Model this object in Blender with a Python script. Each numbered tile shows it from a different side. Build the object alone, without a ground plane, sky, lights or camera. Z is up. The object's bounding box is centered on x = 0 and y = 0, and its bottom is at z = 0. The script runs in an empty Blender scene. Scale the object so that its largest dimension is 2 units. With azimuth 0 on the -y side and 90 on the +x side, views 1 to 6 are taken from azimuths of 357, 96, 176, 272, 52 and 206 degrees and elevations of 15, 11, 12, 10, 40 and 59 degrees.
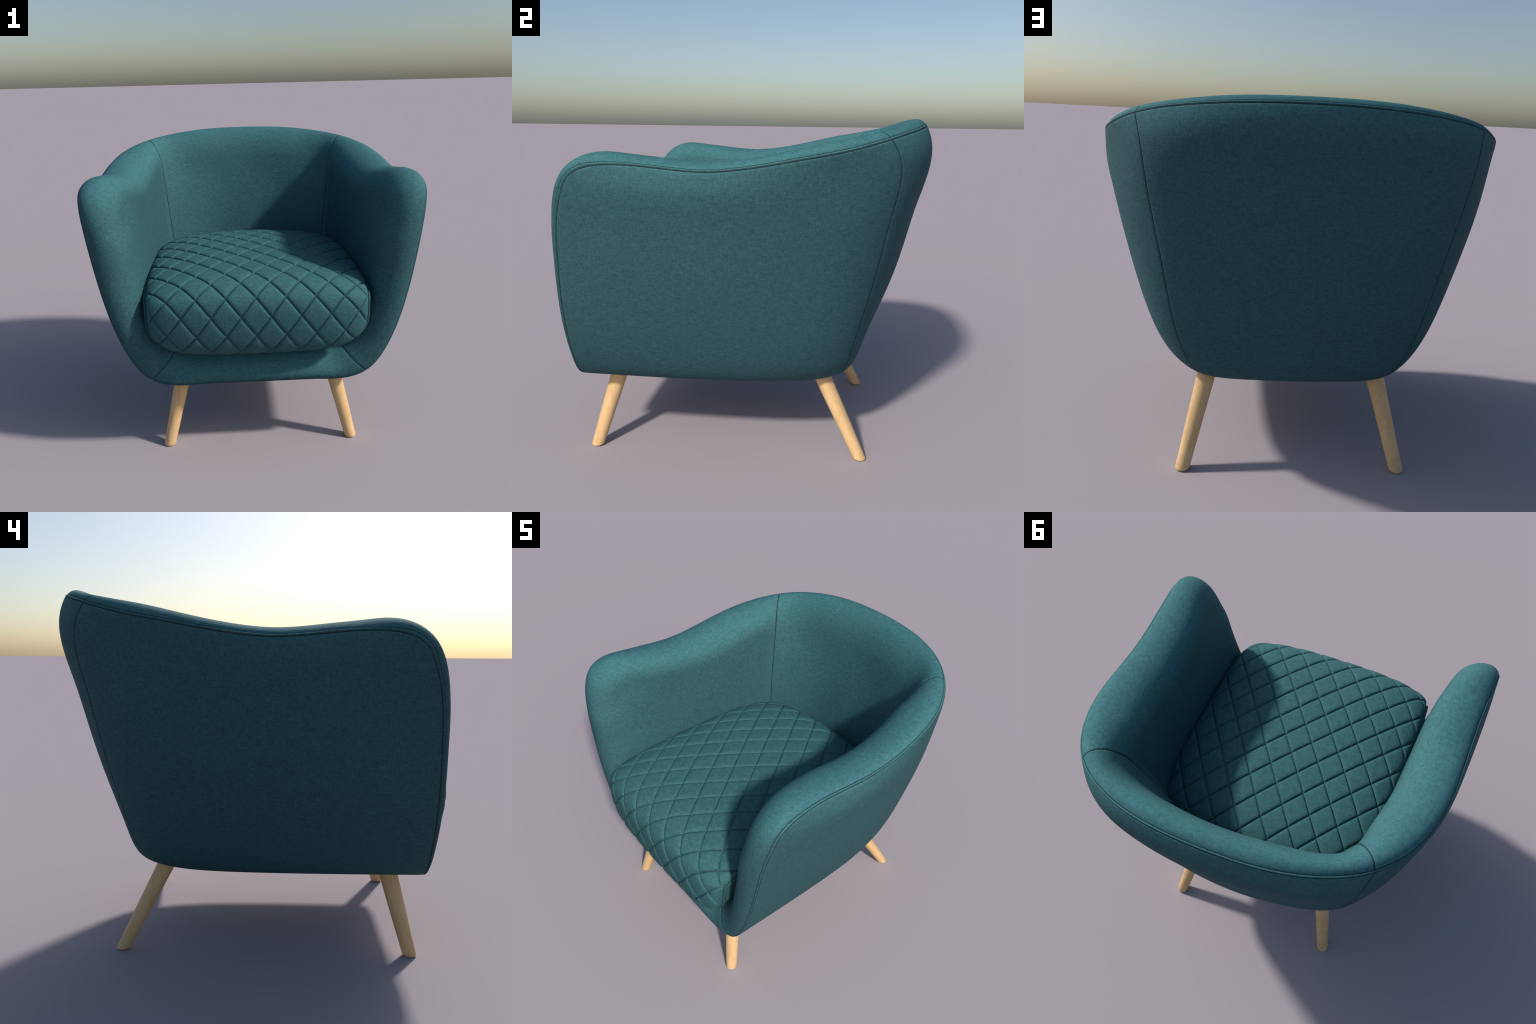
import bpy, math
import numpy as np
from mathutils import Vector

# ------------------------------------------------------------------ helpers
def spline(knots, pts, q):
    """natural cubic spline through pts (n,k) at knots, evaluated at q"""
    t = np.asarray(knots, float); y = np.asarray(pts, float); n = len(t)
    shp = y.shape[1:]; y = y.reshape(n, -1)
    h = np.diff(t); A = np.eye(n); R = np.zeros_like(y)
    for i in range(1, n - 1):
        A[i, i - 1], A[i, i], A[i, i + 1] = h[i - 1], 2 * (h[i - 1] + h[i]), h[i]
        R[i] = 6 * ((y[i + 1] - y[i]) / h[i] - (y[i] - y[i - 1]) / h[i - 1])
    m = np.linalg.solve(A, R)
    q = np.asarray(q, float)
    i = np.clip(np.searchsorted(t, q, side='right') - 1, 0, n - 2)
    a = (t[i + 1] - q)[:, None]; b = (q - t[i])[:, None]; hh = h[i][:, None]
    out = (m[i] * a**3 + m[i + 1] * b**3) / (6 * hh) + (y[i] / hh - m[i] * hh / 6) * a + (y[i + 1] / hh - m[i + 1] * hh / 6) * b
    return out.reshape((len(q),) + shp)

def unit(v):
    return v / np.maximum(np.linalg.norm(v, axis=-1, keepdims=True), 1e-9)

FLIP = np.array([-1.0, 1.0, 1.0])

class Patch:
    """collects grids of points, welds coincident ones, makes one mesh"""
    def __init__(self):
        self.v = []; self.f = []; self.n = 0
    def grid(self, G, flip=False):
        r, c = G.shape[:2]
        idx = np.arange(r * c).reshape(r, c) + self.n
        q = np.stack([idx[:-1, :-1], idx[1:, :-1], idx[1:, 1:], idx[:-1, 1:]], -1).reshape(-1, 4)
        if flip: q = q[:, ::-1]
        self.v.append(G.reshape(-1, 3)); self.f.append(q); self.n += r * c
    def both(self, G, flip=False):
        self.grid(G, flip); self.grid(G * FLIP, not flip)
    def build(self, name, mat, parent):
        V = np.concatenate(self.v); F = np.concatenate(self.f)
        key = np.round(V / 2e-5).astype(np.int64)
        _, first, inv = np.unique(key, axis=0, return_index=True, return_inverse=True)
        inv = inv.ravel(); V = V[first]; F = inv[F]
        faces = []
        for f in F.tolist():
            g = [f[k] for k in range(4) if f[k] != f[k - 1]]
            if len(g) >= 3 and len(set(g)) == len(g): faces.append(g)
        me = bpy.data.meshes.new(name)
        me.from_pydata(V.tolist(), [], faces)
        me.polygons.foreach_set('use_smooth', [True] * len(me.polygons))
        me.materials.append(mat); me.update()
        ob = bpy.data.objects.new(name, me)
        bpy.context.scene.collection.objects.link(ob)
        ob.parent = parent
        return ob

def tube(patch, path, r, n=8, closed=False):
    P = np.asarray(path)
    if closed:
        T = unit(np.roll(P, -1, 0) - np.roll(P, 1, 0))
    else:
        T = unit(np.gradient(P, axis=0))
    ref = np.array([0.31, 0.22, 0.93])
    nrm = []; cur = unit(np.cross(T[0], ref))
    for t in T:
        cur = unit(cur - t * (cur @ t)); nrm.append(cur)
    N = np.array(nrm); B = np.cross(T, N)
    a = np.linspace(0, 2 * np.pi, n + 1)
    G = P[:, None] + r * (np.cos(a)[None, :, None] * N[:, None] + np.sin(a)[None, :, None] * B[:, None])
    G[:, -1] = G[:, 0]
    if closed: G = np.concatenate([G, G[:1]])
    patch.grid(G)

# ------------------------------------------------------------------ materials
def nodes_of(name):
    m = bpy.data.materials.new(name); m.use_nodes = True
    nt = m.node_tree; b = nt.nodes['Principled BSDF']
    return m, nt, b

def noise(nt, vec, scale, sc=(1, 1, 1), detail=3.0, rough=0.6):
    mp = nt.nodes.new('ShaderNodeMapping'); mp.inputs['Scale'].default_value = sc
    nt.links.new(vec, mp.inputs['Vector'])
    n = nt.nodes.new('ShaderNodeTexNoise'); n.inputs['Scale'].default_value = scale
    n.inputs['Detail'].default_value = detail; n.inputs['Roughness'].default_value = rough
    nt.links.new(mp.outputs['Vector'], n.inputs['Vector'])
    return n.outputs['Fac']

def math_node(nt, op, a, b):
    n = nt.nodes.new('ShaderNodeMath'); n.operation = op
    for k, s in enumerate((a, b)):
        if isinstance(s, (int, float)): n.inputs[k].default_value = s
        else: nt.links.new(s, n.inputs[k])
    return n.outputs[0]

def ramp(nt, fac, stops):
    r = nt.nodes.new('ShaderNodeValToRGB')
    el = r.color_ramp.elements
    while len(el) < len(stops): el.new(0.5)
    for e, (p, c) in zip(el, stops):
        e.position = p; e.color = (*c, 1)
    nt.links.new(fac, r.inputs['Fac'])
    return r.outputs['Color']

def bump(nt, h, strength, dist, bsdf):
    b = nt.nodes.new('ShaderNodeBump'); b.inputs['Strength'].default_value = strength
    b.inputs['Distance'].default_value = dist
    nt.links.new(h, b.inputs['Height']); nt.links.new(b.outputs['Normal'], bsdf.inputs['Normal'])

def fabric(name, base, sunlit_tint, spread=0.31, creases=False, fine=1.0):
    """woven heather cloth: deep teal, sunlight painted in as a lighter tint where it faces the sky"""
    m, nt, b = nodes_of(name)
    tc = nt.nodes.new('ShaderNodeTexCoord')
    co = tc.outputs['Object']
    warp = noise(nt, co, 155 * fine, (1, 1, 0.22), 2.0)     # vertical yarn slubs
    weft = noise(nt, co, 155 * fine, (0.22, 0.22, 1), 2.0)  # horizontal yarn slubs
    fuzz = noise(nt, co, 125 * fine, (1, 1, 1), 3.0, 0.7)
    cloud = noise(nt, co, 26.0, (1, 1, 1), 2.0)
    s = math_node(nt, 'ADD', math_node(nt, 'MULTIPLY', warp, 0.30), math_node(nt, 'MULTIPLY', weft, 0.30))
    s = math_node(nt, 'ADD', s, math_node(nt, 'MULTIPLY', fuzz, 0.31))
    s = math_node(nt, 'ADD', s, math_node(nt, 'MULTIPLY', cloud, 0.05))
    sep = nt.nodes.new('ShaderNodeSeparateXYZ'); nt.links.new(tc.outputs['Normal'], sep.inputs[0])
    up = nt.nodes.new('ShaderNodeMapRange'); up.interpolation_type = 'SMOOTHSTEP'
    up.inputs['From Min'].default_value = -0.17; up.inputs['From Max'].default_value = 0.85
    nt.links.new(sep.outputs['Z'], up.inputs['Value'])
    tone = ramp(nt, up.outputs['Result'], [(0.0, base), (1.0, sunlit_tint)])
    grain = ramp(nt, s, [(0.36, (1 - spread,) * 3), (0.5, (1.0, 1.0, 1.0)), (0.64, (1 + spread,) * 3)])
    mix = nt.nodes.new('ShaderNodeMix'); mix.data_type = 'RGBA'; mix.blend_type = 'MULTIPLY'
    mix.inputs['Factor'].default_value = 1.0; mix.clamp_result = False
    nt.links.new(tone, mix.inputs['A']); nt.links.new(grain, mix.inputs['B'])
    col = mix.outputs['Result']
    if creases:                                             # stitched valleys coloured darker, picked out by pointiness
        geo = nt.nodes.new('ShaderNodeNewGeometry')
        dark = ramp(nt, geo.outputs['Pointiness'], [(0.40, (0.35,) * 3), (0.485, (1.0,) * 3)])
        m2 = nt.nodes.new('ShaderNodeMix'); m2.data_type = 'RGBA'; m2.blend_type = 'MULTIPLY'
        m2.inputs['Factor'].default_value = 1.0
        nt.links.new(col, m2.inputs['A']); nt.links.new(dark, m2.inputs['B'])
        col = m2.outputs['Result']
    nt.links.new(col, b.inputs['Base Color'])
    b.inputs['Roughness'].default_value = 0.8
    b.inputs['Specular IOR Level'].default_value = 0.1
    bump(nt, s, 0.45, 0.005, b)
    return m

def plain(name, col, rough=0.9):
    m, nt, b = nodes_of(name)
    co = nt.nodes.new('ShaderNodeTexCoord').outputs['Object']
    f = noise(nt, co, 120)
    nt.links.new(ramp(nt, f, [(0.3, tuple(c * 0.7 for c in col)), (0.7, tuple(c * 1.3 for c in col))]), b.inputs['Base Color'])
    b.inputs['Roughness'].default_value = rough
    b.inputs['Specular IOR Level'].default_value = 0.1
    return m

def wood(name):
    m, nt, b = nodes_of(name)
    co = nt.nodes.new('ShaderNodeTexCoord').outputs['Object']
    grain = noise(nt, co, 90, (1, 1, 0.05), 4.0)
    streak = noise(nt, co, 22, (1, 1, 0.06), 2.0)
    s = math_node(nt, 'ADD', math_node(nt, 'MULTIPLY', grain, 0.5), math_node(nt, 'MULTIPLY', streak, 0.5))
    nt.links.new(ramp(nt, s, [(0.3, (0.60, 0.37, 0.165)), (0.5, (0.70, 0.45, 0.215)), (0.7, (0.76, 0.51, 0.26))]), b.inputs['Base Color'])
    b.inputs['Roughness'].default_value = 0.5
    b.inputs['Specular IOR Level'].default_value = 0.35
    bump(nt, grain, 0.06, 0.002, b)
    return m

TEAL = fabric('teal_woven_fabric', (0.034, 0.095, 0.107), (0.057, 0.173, 0.188))  # first colour darkened for shaded walls, second lightened for sun on the rolls
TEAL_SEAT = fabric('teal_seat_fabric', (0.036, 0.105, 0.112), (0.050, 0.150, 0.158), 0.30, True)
THREAD = plain('dark_seam_thread', (0.022, 0.040, 0.040))
WOOD = wood('pale_beech_wood')
LINING = plain('dark_lining_cloth', (0.02, 0.055, 0.06))

# ------------------------------------------------------------------ root
chair = bpy.data.objects.new('tub_armchair', None)
bpy.context.scene.collection.objects.link(chair)
chair['label'] = 'teal fabric tub armchair with quilted seat and wooden legs'
chair['category'] = 'armchair'

# ------------------------------------------------------------------ outer shell
# Plan outlines at rising levels; stations run from the front edge along the
# side, round the back corner to the middle of the back (half of the chair).
#         front edge     side           side          rear side     corner side   corner seam   back          back middle
OUTER = [
  (0.408, [(.34,-.835), (.34,-.50), (.34,-.10), (.33, .16), (.31, .26), (.28, .33), (.15, .37), (0, .38)]),
  (0.411, [(.53,-.834), (.535,-.50),(.535,-.10),(.525,.20), (.495,.33), (.415,.45), (.21, .50), (0, .51)]),
  (0.447, [(.632,-.832), (.638,-.50),(.634,-.10),(.600,.22), (.558,.365),(.466,.510),(.25, .57), (0, .583)]),
  (0.600, [(.757,-.829),(.755,-.50),(.748,-.10),(.710,.25), (.658,.42), (.548,.570),(.30, .642),(0, .664)]),
  (0.850, [(.852,-.826),(.858,-.50),(.850,-.10),(.795,.28), (.732,.47), (.607,.632),(.32, .738),(0, .769)]),
  (1.100, [(.913,-.812),(.930,-.51),(.923,-.10),(.860,.30), (.792,.50), (.649,.688),(.34, .814),(0, .850)]),
  (1.330, [(.959,-.784),(.979,-.52),(.972,-.10),(.911,.32), (.838,.52), (.690,.733),(.365,.871),(0, .908)]),
]
TOP = [
  [(.979,-.752,1.430),(.996,-.52,1.452),(.988,-.10,1.435),(.937,.33,1.492),(.872,.522,1.553),(.735,.749,1.612),(.387,.922,1.676),(0,.960,1.690)],
  [(.989,-.715,1.497),(.981,-.51,1.557),(.974,-.12,1.531),(.946,.33,1.590),(.892,.505,1.622),(.753,.711,1.678),(.40,.896,1.733),(0,.937,1.748)],
]
outer = np.array([[(x, y, z) for x, y in row] for z, row in OUTER] + TOP)          # (level, station, 3)
NL, NS = outer.shape[:2]

# inner wall: same stations and levels
INNER = [
  [(.34,-.70,.580),(.34,-.50,.58),(.33,-.10,.58),(.31,.16,.58),(.29,.24,.58),(.27,.29,.58),(.15,.32,.58),(0,.33,.58)],
  [(.41,-.70,.582),(.50,-.50,.58),(.49,-.10,.58),(.46,.20,.58),(.44,.30,.58),(.40,.36,.58),(.21,.43,.58),(0,.44,.58)],
  [(.505,-.70,.605),(.570,-.50,.61),(.56,-.10,.61),(.53,.22,.61),(.51,.34,.61),(.475,.38,.61),(.24,.48,.61),(0,.50,.61)],
  [(.612,-.70,.74),(.625,-.50,.74),(.612,-.10,.74),(.59,.25,.74),(.560,.36,.74),(.522,.403,.74),(.275,.515,.74),(0,.542,.74)],
  [(.662,-.70,.92),(.655,-.49,.92),(.640,-.10,.92),(.615,.27,.92),(.585,.38,.92),(.547,.430,.92),(.288,.552,.92),(0,.58,.92)],
  [(.699,-.700,1.12),(.682,-.48,1.12),(.660,-.10,1.11),(.634,.28,1.12),(.606,.395,1.13),(.573,.464,1.13),(.303,.60,1.15),(0,.63,1.15)],
  [(.730,-.690,1.30),(.705,-.48,1.32),(.678,-.10,1.29),(.651,.28,1.32),(.626,.41,1.34),(.596,.505,1.33),(.318,.654,1.37),(0,.687,1.38)],
  [(.745,-.672,1.365),(.7145,-.48,1.40),(.685,-.10,1.36),(.658,.28,1.40),(.634,.418,1.42),(.606,.524,1.42),(.325,.680,1.47),(0,.713,1.48)],
  [(.752,-.660,1.412),(.721,-.48,1.455),(.6905,-.10,1.415),(.6645,.28,1.465),(.642,.424,1.50),(.614,.540,1.495),(.331,.700,1.55),(0,.733,1.56)],
]
inner = np.array(INNER)

def knots_along(P, axis):
    d = np.linalg.norm(np.diff(P, axis=axis), axis=-1).mean(axis=1 - axis)
    return np.concatenate([[0], np.cumsum(d)])
UK = knots_along(outer[4:], 1)
VK = knots_along(outer, 0)
UK_full = np.concatenate([UK, 2 * UK[-1] - UK[-2::-1]])

def patch_eval(ctrl, us, vs):
    full = np.concatenate([ctrl, ctrl[:, -2::-1] * FLIP], axis=1)
    rows = spline(UK_full, np.transpose(full, (1, 0, 2)), us)      # (nu, level, 3)
    out = np.empty((len(vs), len(us), 3))
    for i, col in enumerate(rows):                                 # each rib by its own chord lengths
        K = np.concatenate([[0], np.cumsum(np.linalg.norm(np.diff(col, axis=0), axis=1))])
        out[:, i] = spline(K, col, np.interp(vs, VK, K))
    return out                                                     # (nv, nu, 3)

EDGE = np.array([0.0022, 0.0048, 0.0085, 0.014, 0.022])            # refinement beside a seam
def samples(a, b, n, seams):
    s = list(np.linspace(a, b, n))
    for c in seams:
        s = [x for x in s if abs(x - c) > 0.026] + [c] + [c + e for e in EDGE] + [c - e for e in EDGE]
    s = np.array(sorted([x for x in s if a <= x <= b] + [a, b]))
    return s[np.concatenate([[True], np.diff(s) > 1e-6])]

U_SEAM = UK[5]; V_SEAM = VK[2]
us = samples(0.0, float(UK[-1]), 130, [0.0, float(U_SEAM)])
vs = samples(0.0, float(VK[-1]), 90, [float(V_SEAM), float(VK[-1])])
iC = int(np.argmin(abs(us - U_SEAM))); jS = int(np.argmin(abs(vs - V_SEAM)))
NU, NV = len(us), len(vs)

OUT = patch_eval(outer, us, vs)
INN = patch_eval(inner, us, vs)

def grid_normals(G):
    return unit(np.cross(np.gradient(G, axis=1), np.gradient(G, axis=0)))
# the free border (arm front, arm top, back) is one continuous curve: spline it as a
# whole and ease the difference into the panel
def fair_border(G, ctrl):
    P = np.concatenate([ctrl[:, 0], ctrl[-1, 1:], ctrl[-1, -2::-1] * FLIP, ctrl[-2::-1, 0] * FLIP])
    K = np.concatenate([[0], np.cumsum(np.linalg.norm(np.diff(P, axis=0), axis=1))])
    col = spline(K, P, spline(VK, K[:NL], vs))
    row = spline(K, P, spline(UK, K[NL - 1:NL - 1 + NS], us))
    wu = np.clip(1 - us / 0.5, 0, 1)**2; wv = np.clip(1 - (VK[-1] - vs) / 0.5, 0, 1)**2
    return G + (col - G[:, 0])[:, None] * wu[None, :, None] + (row - G[-1])[None] * wv[:, None, None]
OUT = fair_border(OUT, outer); INN = fair_border(INN, inner)
on = grid_normals(OUT); on *= np.sign((on * (OUT - np.array([0, 0, 1.0]))).sum(-1, keepdims=True))
inn = grid_normals(INN); inn *= -np.sign((inn * (INN - np.array([0, 0, 1.0]))).sum(-1, keepdims=True))

for A in (on, inn):
    A[-7:, :7] = A[-8, 7]; A[:, -1, 0] = 0; A[:, -1] = unit(A[:, -1])
def dip(d, depth=0.0042, w=0.0042):
    return -depth * np.exp(-np.abs(d) / w)
# seam valleys: rim seam (front edge and top edge) and the back corner seam
valley = np.minimum(np.minimum(dip(us)[None, :], dip(VK[-1] - vs)[:, None]), dip(us - U_SEAM)[None, :])
OUTD = OUT + on * valley[..., None]
INND = INN + inn * dip(us - U_SEAM)[None, :, None]

# ------------------------------------------------------------------ rim (rolled edge)
# path: front middle -> along the rail -> up the arm front -> over the top -> back middle
NK = 26
ks = np.linspace(0, 1, NK)[:-1]
def loop(G):
    rail = G[0, 0] * np.stack([ks, np.ones_like(ks), np.ones_like(ks)], 1)
    return np.concatenate([rail, G[:, 0], G[-1, 1:]])
O = loop(OUTD); I = loop(INND); O_n = loop(on)
NT = len(O)
tS = len(ks) + jS; tTop = len(ks) + NV - 1; tC = tTop + iC
# tangents continuing from the outer wall and the inner wall across the border
def across(G):
    front = unit(G[:, 0] - G[:, 6]); top = unit(G[-1] - G[-5])
    rail = np.repeat(front[:1], len(ks), 0); rail[:, 0] = 0
    return np.concatenate([rail, front, top[1:]])
dO = across(OUT); dI = across(INN)
cumt = np.concatenate([[0], np.cumsum(np.linalg.norm(np.diff(O, axis=0), axis=1))])
# smooth tangents round the corner of the arm
def blur(A, sigma):
    """gaussian smoothing by distance along the rim (mirrored at both ends)"""
    n = 420; q = np.linspace(0, cumt[-1], n); h = q[1]
    U = np.stack([np.interp(q, cumt, A[:, c]) for c in range(A.shape[1])], 1)
    m = int(3 * sigma / h) + 1
    sgn = FLIP if A.shape[1] == 3 else 1.0
    E = np.concatenate([U[m:0:-1] * sgn, U, U[-2:-m - 2:-1] * sgn])
    w = np.exp(-0.5 * (np.arange(-m, m + 1) * h / sigma)**2); w /= w.sum()
    S = np.stack([np.convolve(E[:, c], w, 'valid') for c in range(A.shape[1])], 1)
    return np.stack([np.interp(cumt, q, S[:, c]) for c in range(A.shape[1])], 1)
# facing direction of the roll: forward along the rail and arm front, upward on top
ang = np.clip((cumt - cumt[tTop] + 0.16) / 0.34, 0, 1); ang = ang * ang * (3 - 2 * ang)
N = np.stack([np.zeros(NT), -np.cos(ang * np.pi / 2), np.sin(ang * np.pi / 2)], 1)
chord = I - O
H = chord - N * (chord * N).sum(1, keepdims=True)
W = np.linalg.norm(H, axis=1, keepdims=True); H = unit(H)
H[[0, -1], 0] = 0
rear = np.clip((cumt - cumt[tC] + 0.35) / 0.5, 0, 1)
LEAN = (0.35 - 0.15 * np.exp(-((cumt - cumt[tTop]) / 0.16)**2) + 0.3 * rear * rear * (3 - 2 * rear))[:, None]
dO = unit(blur(0.35 * dO + 0.65 * unit(N + LEAN * H), 0.05))
dI = unit(blur(dI, 0.07))
def at_stations(vals):
    k = np.concatenate([[0, len(ks)], [len(ks) + int(np.argmin(abs(vs - v))) for v in VK[1:]], [tTop + int(np.argmin(abs(us - u))) for u in UK[1:]]])
    return np.interp(cumt, cumt[k], vals)
# fullness of the roll: rail middle, rail end, seven rising levels and the arm corner, then the top stations
A1 = at_stations([.070, .070, .066, .066, .060, .065, .066, .068, .080, .094, .056, .068, .090, .098, .098, .095, .095])[:, None]
A1 = blur(A1, 0.04)
B1 = blur(at_stations([.15, .15, .16, .17, .175, .185, .192, .20, .205, .21, .195, .185, .185, .185, .185, .19, .19])[:, None], 0.06)
rail_w = np.clip((cumt[tS] + 0.25 - cumt) / 0.35, 0, 1)[:, None]
B1 -= 0.05 * rail_w
P1 = O + dO * A1; P2 = I + dI * B1

WELT = 0.0125
def section(k):
    t = np.linspace(0, 1, 160)[:, None]
    C = (1 - t)**3 * O[k] + 3 * (1 - t)**2 * t * P1[k] + 3 * (1 - t) * t**2 * P2[k] + t**3 * I[k]
    L = np.concatenate([[0], np.cumsum(np.linalg.norm(np.diff(C, axis=0), axis=1))])
    d = np.concatenate([np.array([0, .0022, .0045, .0065, .0085, .0105, .0125, .0145, .0175, .022]), np.linspace(0.03, L[-1], 44)])
    Q = np.stack([np.interp(d, L, C[:, c]) for c in range(3)], 1)
    T = unit(np.gradient(Q, axis=0))
    return Q, T, d
RIM = []; RD = None
for k in range(NT):
    Q, T, d = section(k); RIM.append(Q); RD = d
RIM = np.array(RIM)                                                     # (t, d, 3)
# keep the roll even as it turns the corner of the arm: average the section along the rim
near = np.exp(-((cumt - cumt[tTop]) / 0.30)**4)[:, None]
for k in range(RIM.shape[1]):
    off = RIM[:, k] - O
    swell = 0.021 * np.exp(-((cumt - cumt[tTop]) / 0.15)**2) * np.sin(np.pi * k / (RIM.shape[1] - 1))**0.8
    RIM[:, k] = O + off + (blur(off, 0.075) - off) * near + N * swell[:, None]
dcol = RIM[len(ks):tTop + 1, -1] - INND[:, 0]; drow = RIM[tTop:, -1] - INND[-1]
wu = (np.clip(1 - us / 0.6, 0, 1)**2)[None, :, None]; wv_ = (np.clip(1 - (VK[-1] - vs) / 0.6, 0, 1)**2)[:, None, None]
INND = INND + dcol[:, None] * wu + drow[None] * wv_ - drow[0] * wu * wv_
I = RIM[:, -1].copy()
RT = unit(np.gradient(RIM, axis=1))
along = unit(np.gradient(RIM, axis=0)); along[[0, -1], :, 1:] = 0; along = unit(along)
rn = unit(np.cross(RT, along))
rn *= np.sign((rn[:, 15] * N).sum(1))[:, None, None]
rn[[0, -1], :, 0] = 0; rn = unit(rn)
dd = RD[None, :]
# welt between two stitched lines, crosswise seams at the back corners and on the rail corners
wv = np.where(dd < WELT, 0.0050 * np.sin(np.pi * np.clip(dd / WELT, 0, 1))**0.8, 0) + dip(dd - WELT, 0.0016, 0.003)
def cross_dip(k0):
    return dip(cumt - cumt[k0])[:, None]
hump = np.minimum(cross_dip(tC), cross_dip(tS))
fade = np.clip(dd / 0.01, 0, 1)
RIMD = RIM + rn * (wv * (dd < 0.03) + hump * fade * (1 - (dd >= RD[-1])))[..., None]
RIMD[:, 0] = O; RIMD[:, -1] = I

# ------------------------------------------------------------------ shell parts
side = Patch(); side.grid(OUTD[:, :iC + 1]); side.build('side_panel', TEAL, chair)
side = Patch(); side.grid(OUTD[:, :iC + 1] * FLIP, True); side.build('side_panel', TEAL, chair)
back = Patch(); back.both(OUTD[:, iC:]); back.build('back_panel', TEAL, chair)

under = Patch()
kk = np.linspace(0, 1, NK)[:, None, None]
under.both(OUTD[0][None] * np.concatenate([kk, np.ones_like(kk), np.ones_like(kk)], 2)); under.build('underside', LINING, chair)
deck = Patch()
deck.both(INND[0][None] * np.concatenate([kk, np.ones_like(kk), np.ones_like(kk)], 2), True); deck.build('seat_deck', LINING, chair)

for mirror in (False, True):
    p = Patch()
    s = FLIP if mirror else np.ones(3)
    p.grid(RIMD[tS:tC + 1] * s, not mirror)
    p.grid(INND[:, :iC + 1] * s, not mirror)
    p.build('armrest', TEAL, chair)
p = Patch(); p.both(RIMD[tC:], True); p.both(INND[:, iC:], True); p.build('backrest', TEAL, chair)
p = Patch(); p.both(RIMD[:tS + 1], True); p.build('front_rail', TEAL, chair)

# dark stitched lines lying in the valleys
def seam_object(name, path, r, sink):
    p = Patch()
    tube(p, path, r); tube(p, path * FLIP, r)
    p.build(name, THREAD, chair)
iw = int(np.argmin(abs(RD - WELT)))
seam_object('piping_seam', O + rn[:, 2] * 0.0004, 0.0027, 0)
seam_object('welt_seam', RIMD[:, iw] + rn[:, iw] * 0.0003, 0.0020, 0)
cs = np.concatenate([OUTD[:, iC], RIMD[tC, 8:], INND[::-1, iC]])
seam_object('corner_seam', cs, 0.0037, 0)
seam_object('rail_seam', RIMD[tS, 8:-1], 0.0026, 0)

# ------------------------------------------------------------------ seat cushion
cushion = bpy.data.objects.new('seat_cushion', None)
bpy.context.scene.collection.objects.link(cushion); cushion.parent = chair

SPINE = np.array([(.30, .60), (.50, .61), (.585, .70), (.600, .82), (.575, .93), (.50, 1.012), (.40, 1.048), (.28, 1.065), (.10, 1.076),
                  (-.15, 1.079), (-.40, 1.074), (-.634, 1.064), (-.75, 1.052), (-.86, 1.026), (-.945, .955), (-.972, .84), (-.966, .725),
                  (-.94, .65), (-.88, .606), (-.77, .594), (-.55, .592)])
sk = np.concatenate([[0], np.cumsum(np.linalg.norm(np.diff(SPINE, axis=0), axis=1))])
dense = spline(sk, SPINE, np.linspace(0, sk[-1], 3000))
L = np.concatenate([[0], np.cumsum(np.linalg.norm(np.diff(dense, axis=0), axis=1))])
b = np.arange(0, L[-1], 0.003)
sp = np.stack([np.interp(b, L, dense[:, c]) for c in range(2)], 1)
tg = unit(np.gradient(sp, axis=0)); nm = np.stack([tg[:, 1], -tg[:, 0]], 1)
mid = sp.mean(0); nm *= np.sign(((sp - mid) * nm).sum(1).mean())
# arc length measured from a stitch crossing on top, at y = -0.521
top = np.where(sp[:, 1] > 0.9)[0]
b0 = b[top[np.argmin(abs(sp[top, 0] + 0.521))]]
arc = b - b0
# half width along the spine
wy = np.interp(sp[:, 0], [-1.0, -.85, -.6, -.2, .1, .25, .4, .5, .56, .60], [.632, .640, .655, .655, .650, .64, .615, .58, .55, .53])
a = np.linspace(-1, 1, 460)
EXP = np.interp(b, [b0, b0 + 0.3, b0 + 0.7, b0 + 0.9], [2.3, 2.4, 2.8, 3.0])[:, None]
# how far the shoulders fall below the crown: more at the lower front corners
drop = np.interp(arc, [0, 0.35, 0.58, 0.695, 0.775, 0.85, 0.96], [0.115, 0.12, 0.122, 0.112, 0.082, 0.052, 0.04])
# the piped edge sweeps inward round the lower front corners
sweep = np.interp(arc, [0.52, 0.60, 0.67, 0.73, 0.79, 0.86, 0.96], [1, 0.997, 0.985, 0.945, 0.86, 0.76, 0.70])
soft = np.exp(-0.5 * (np.arange(-20, 21) / 8)**2); soft /= soft.sum()
wy = wy * np.convolve(np.pad(sweep, 20, mode='edge'), soft, 'valid')
drop = np.convolve(np.pad(drop, 20, mode='edge'), soft, 'valid')
# even spacing round the soft shoulder
ph = np.sign(a) * (1 - (1 - np.abs(a))**1.5)
X = wy[:, None] * ph[None, :]
f = 1 - (1 - np.minimum(np.abs(ph), 1)[None, :]**EXP)**(1 / EXP)
Y = sp[:, 0][:, None] - nm[:, 0][:, None] * drop[:, None] * f
Z = sp[:, 1][:, None] - nm[:, 1][:, None] * drop[:, None] * f
G = np.stack([X, Y, Z], -1)
cn = grid_normals(G); cn *= np.sign((cn * (G - np.array([0, -.2, .8]))).sum(-1, keepdims=True))
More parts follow.
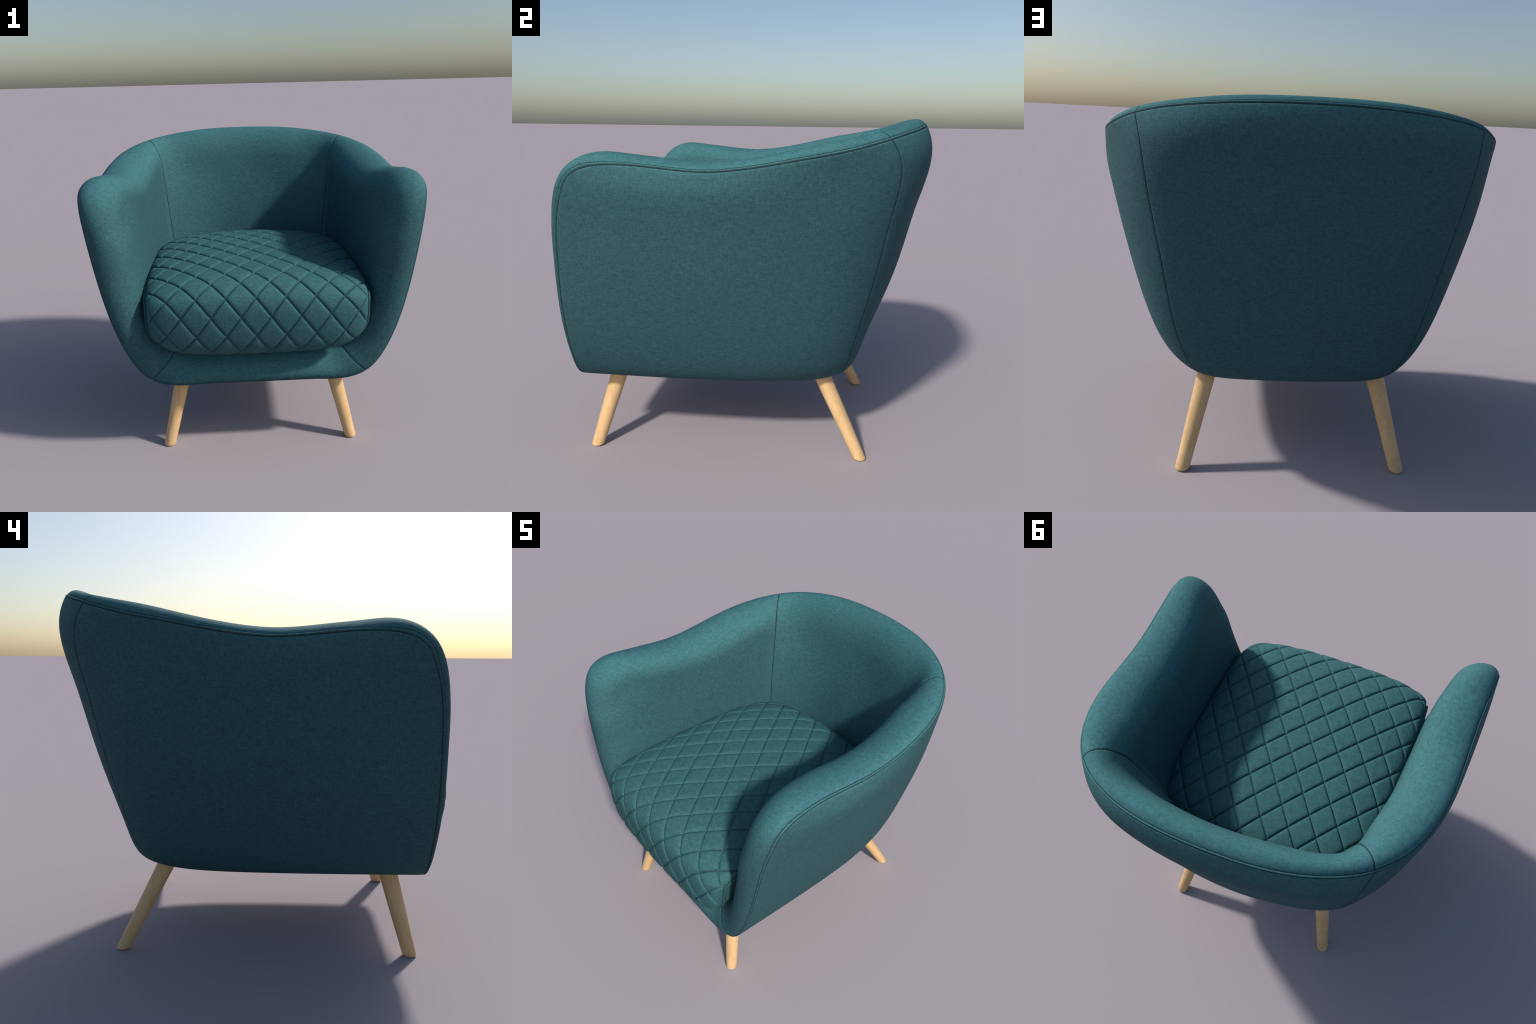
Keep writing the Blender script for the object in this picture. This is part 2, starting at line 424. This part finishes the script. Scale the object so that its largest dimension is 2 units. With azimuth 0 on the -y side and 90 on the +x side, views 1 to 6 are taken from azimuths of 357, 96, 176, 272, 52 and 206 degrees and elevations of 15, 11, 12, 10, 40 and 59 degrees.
# diamond stitching
PX, PY = 0.169, 0.224
mc = len(a) // 2
dl = np.linalg.norm(np.diff(G, axis=1), axis=2)
lat = np.concatenate([np.zeros((len(b), 1)), np.cumsum(dl, axis=1)], 1); lat -= 0.5 * (lat[:, mc - 1] + lat[:, mc])[:, None]
q1 = (lat + 0.0165) / PX + arc[:, None] / PY
q2 = (lat + 0.0165) / PX - arc[:, None] / PY
scale = 1 / math.hypot(1 / PX, 1 / PY)
d1 = np.abs(q1 - np.round(q1)) * scale; d2 = np.abs(q2 - np.round(q2)) * scale
dm = np.minimum(d1, d2)
puff = 1 - np.exp(-d1 / 0.0075); puff *= 1 - np.exp(-d2 / 0.0075)
crease = -0.0045 * np.exp(-(dm / 0.0028)**2)
edge_fade = np.clip((1 - np.abs(ph)) / 0.03, 0, 1)[None, :]
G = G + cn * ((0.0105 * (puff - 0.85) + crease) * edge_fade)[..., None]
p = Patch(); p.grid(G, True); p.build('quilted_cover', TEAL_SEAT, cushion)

for s in (0, -1):
    loop_pts = G[::3, s]
    sg = -1 if s == 0 else 1
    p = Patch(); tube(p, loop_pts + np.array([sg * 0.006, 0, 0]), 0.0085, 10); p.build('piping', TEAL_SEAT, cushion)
    c = loop_pts.mean(0) * [0, 1, 1] + np.array([sg * 0.625, 0, 0])
    rr = np.linspace(0, 1, 14)[:, None, None]
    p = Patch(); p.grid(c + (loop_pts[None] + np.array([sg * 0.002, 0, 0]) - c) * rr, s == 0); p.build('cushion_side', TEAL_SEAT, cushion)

# ------------------------------------------------------------------ legs
def leg_mesh(top, foot, r_top, r_foot):
    top, foot = np.array(top), np.array(foot)
    prof = [(0.0, 0.72), (0.004, 0.88), (0.010, 0.96), (0.02, 1.0)] + [(x, 1.0) for x in np.linspace(0.05, 1, 14)]
    ang = np.linspace(0, 2 * np.pi, 49); rows = [np.repeat(foot[None], 49, 0) + [0, 0, 0.0]]
    for s, k in prof:
        c = foot + (top - foot) * s
        r = (r_foot + (r_top - r_foot) * s) * k
        rows.append(np.stack([c[0] + r * np.cos(ang), c[1] + r * np.sin(ang), np.full(49, c[2])], 1))
    G = np.array(rows); G[:, -1] = G[:, 0]
    return G
FRONT = ((.441, -.668, .47), (.552, -.795, 0.0))
REAR = ((.415, .396, .47), (.528, .636, 0.0))
for top, foot in (FRONT, REAR):
    for s in (1, -1):
        m = np.array([s, 1, 1])
        o = np.array(foot) * m
        p = Patch(); p.grid(leg_mesh(np.array(top) * m - o, o * 0, 0.0495, 0.0345), False)
        ob = p.build('leg', WOOD, chair); ob.location = o
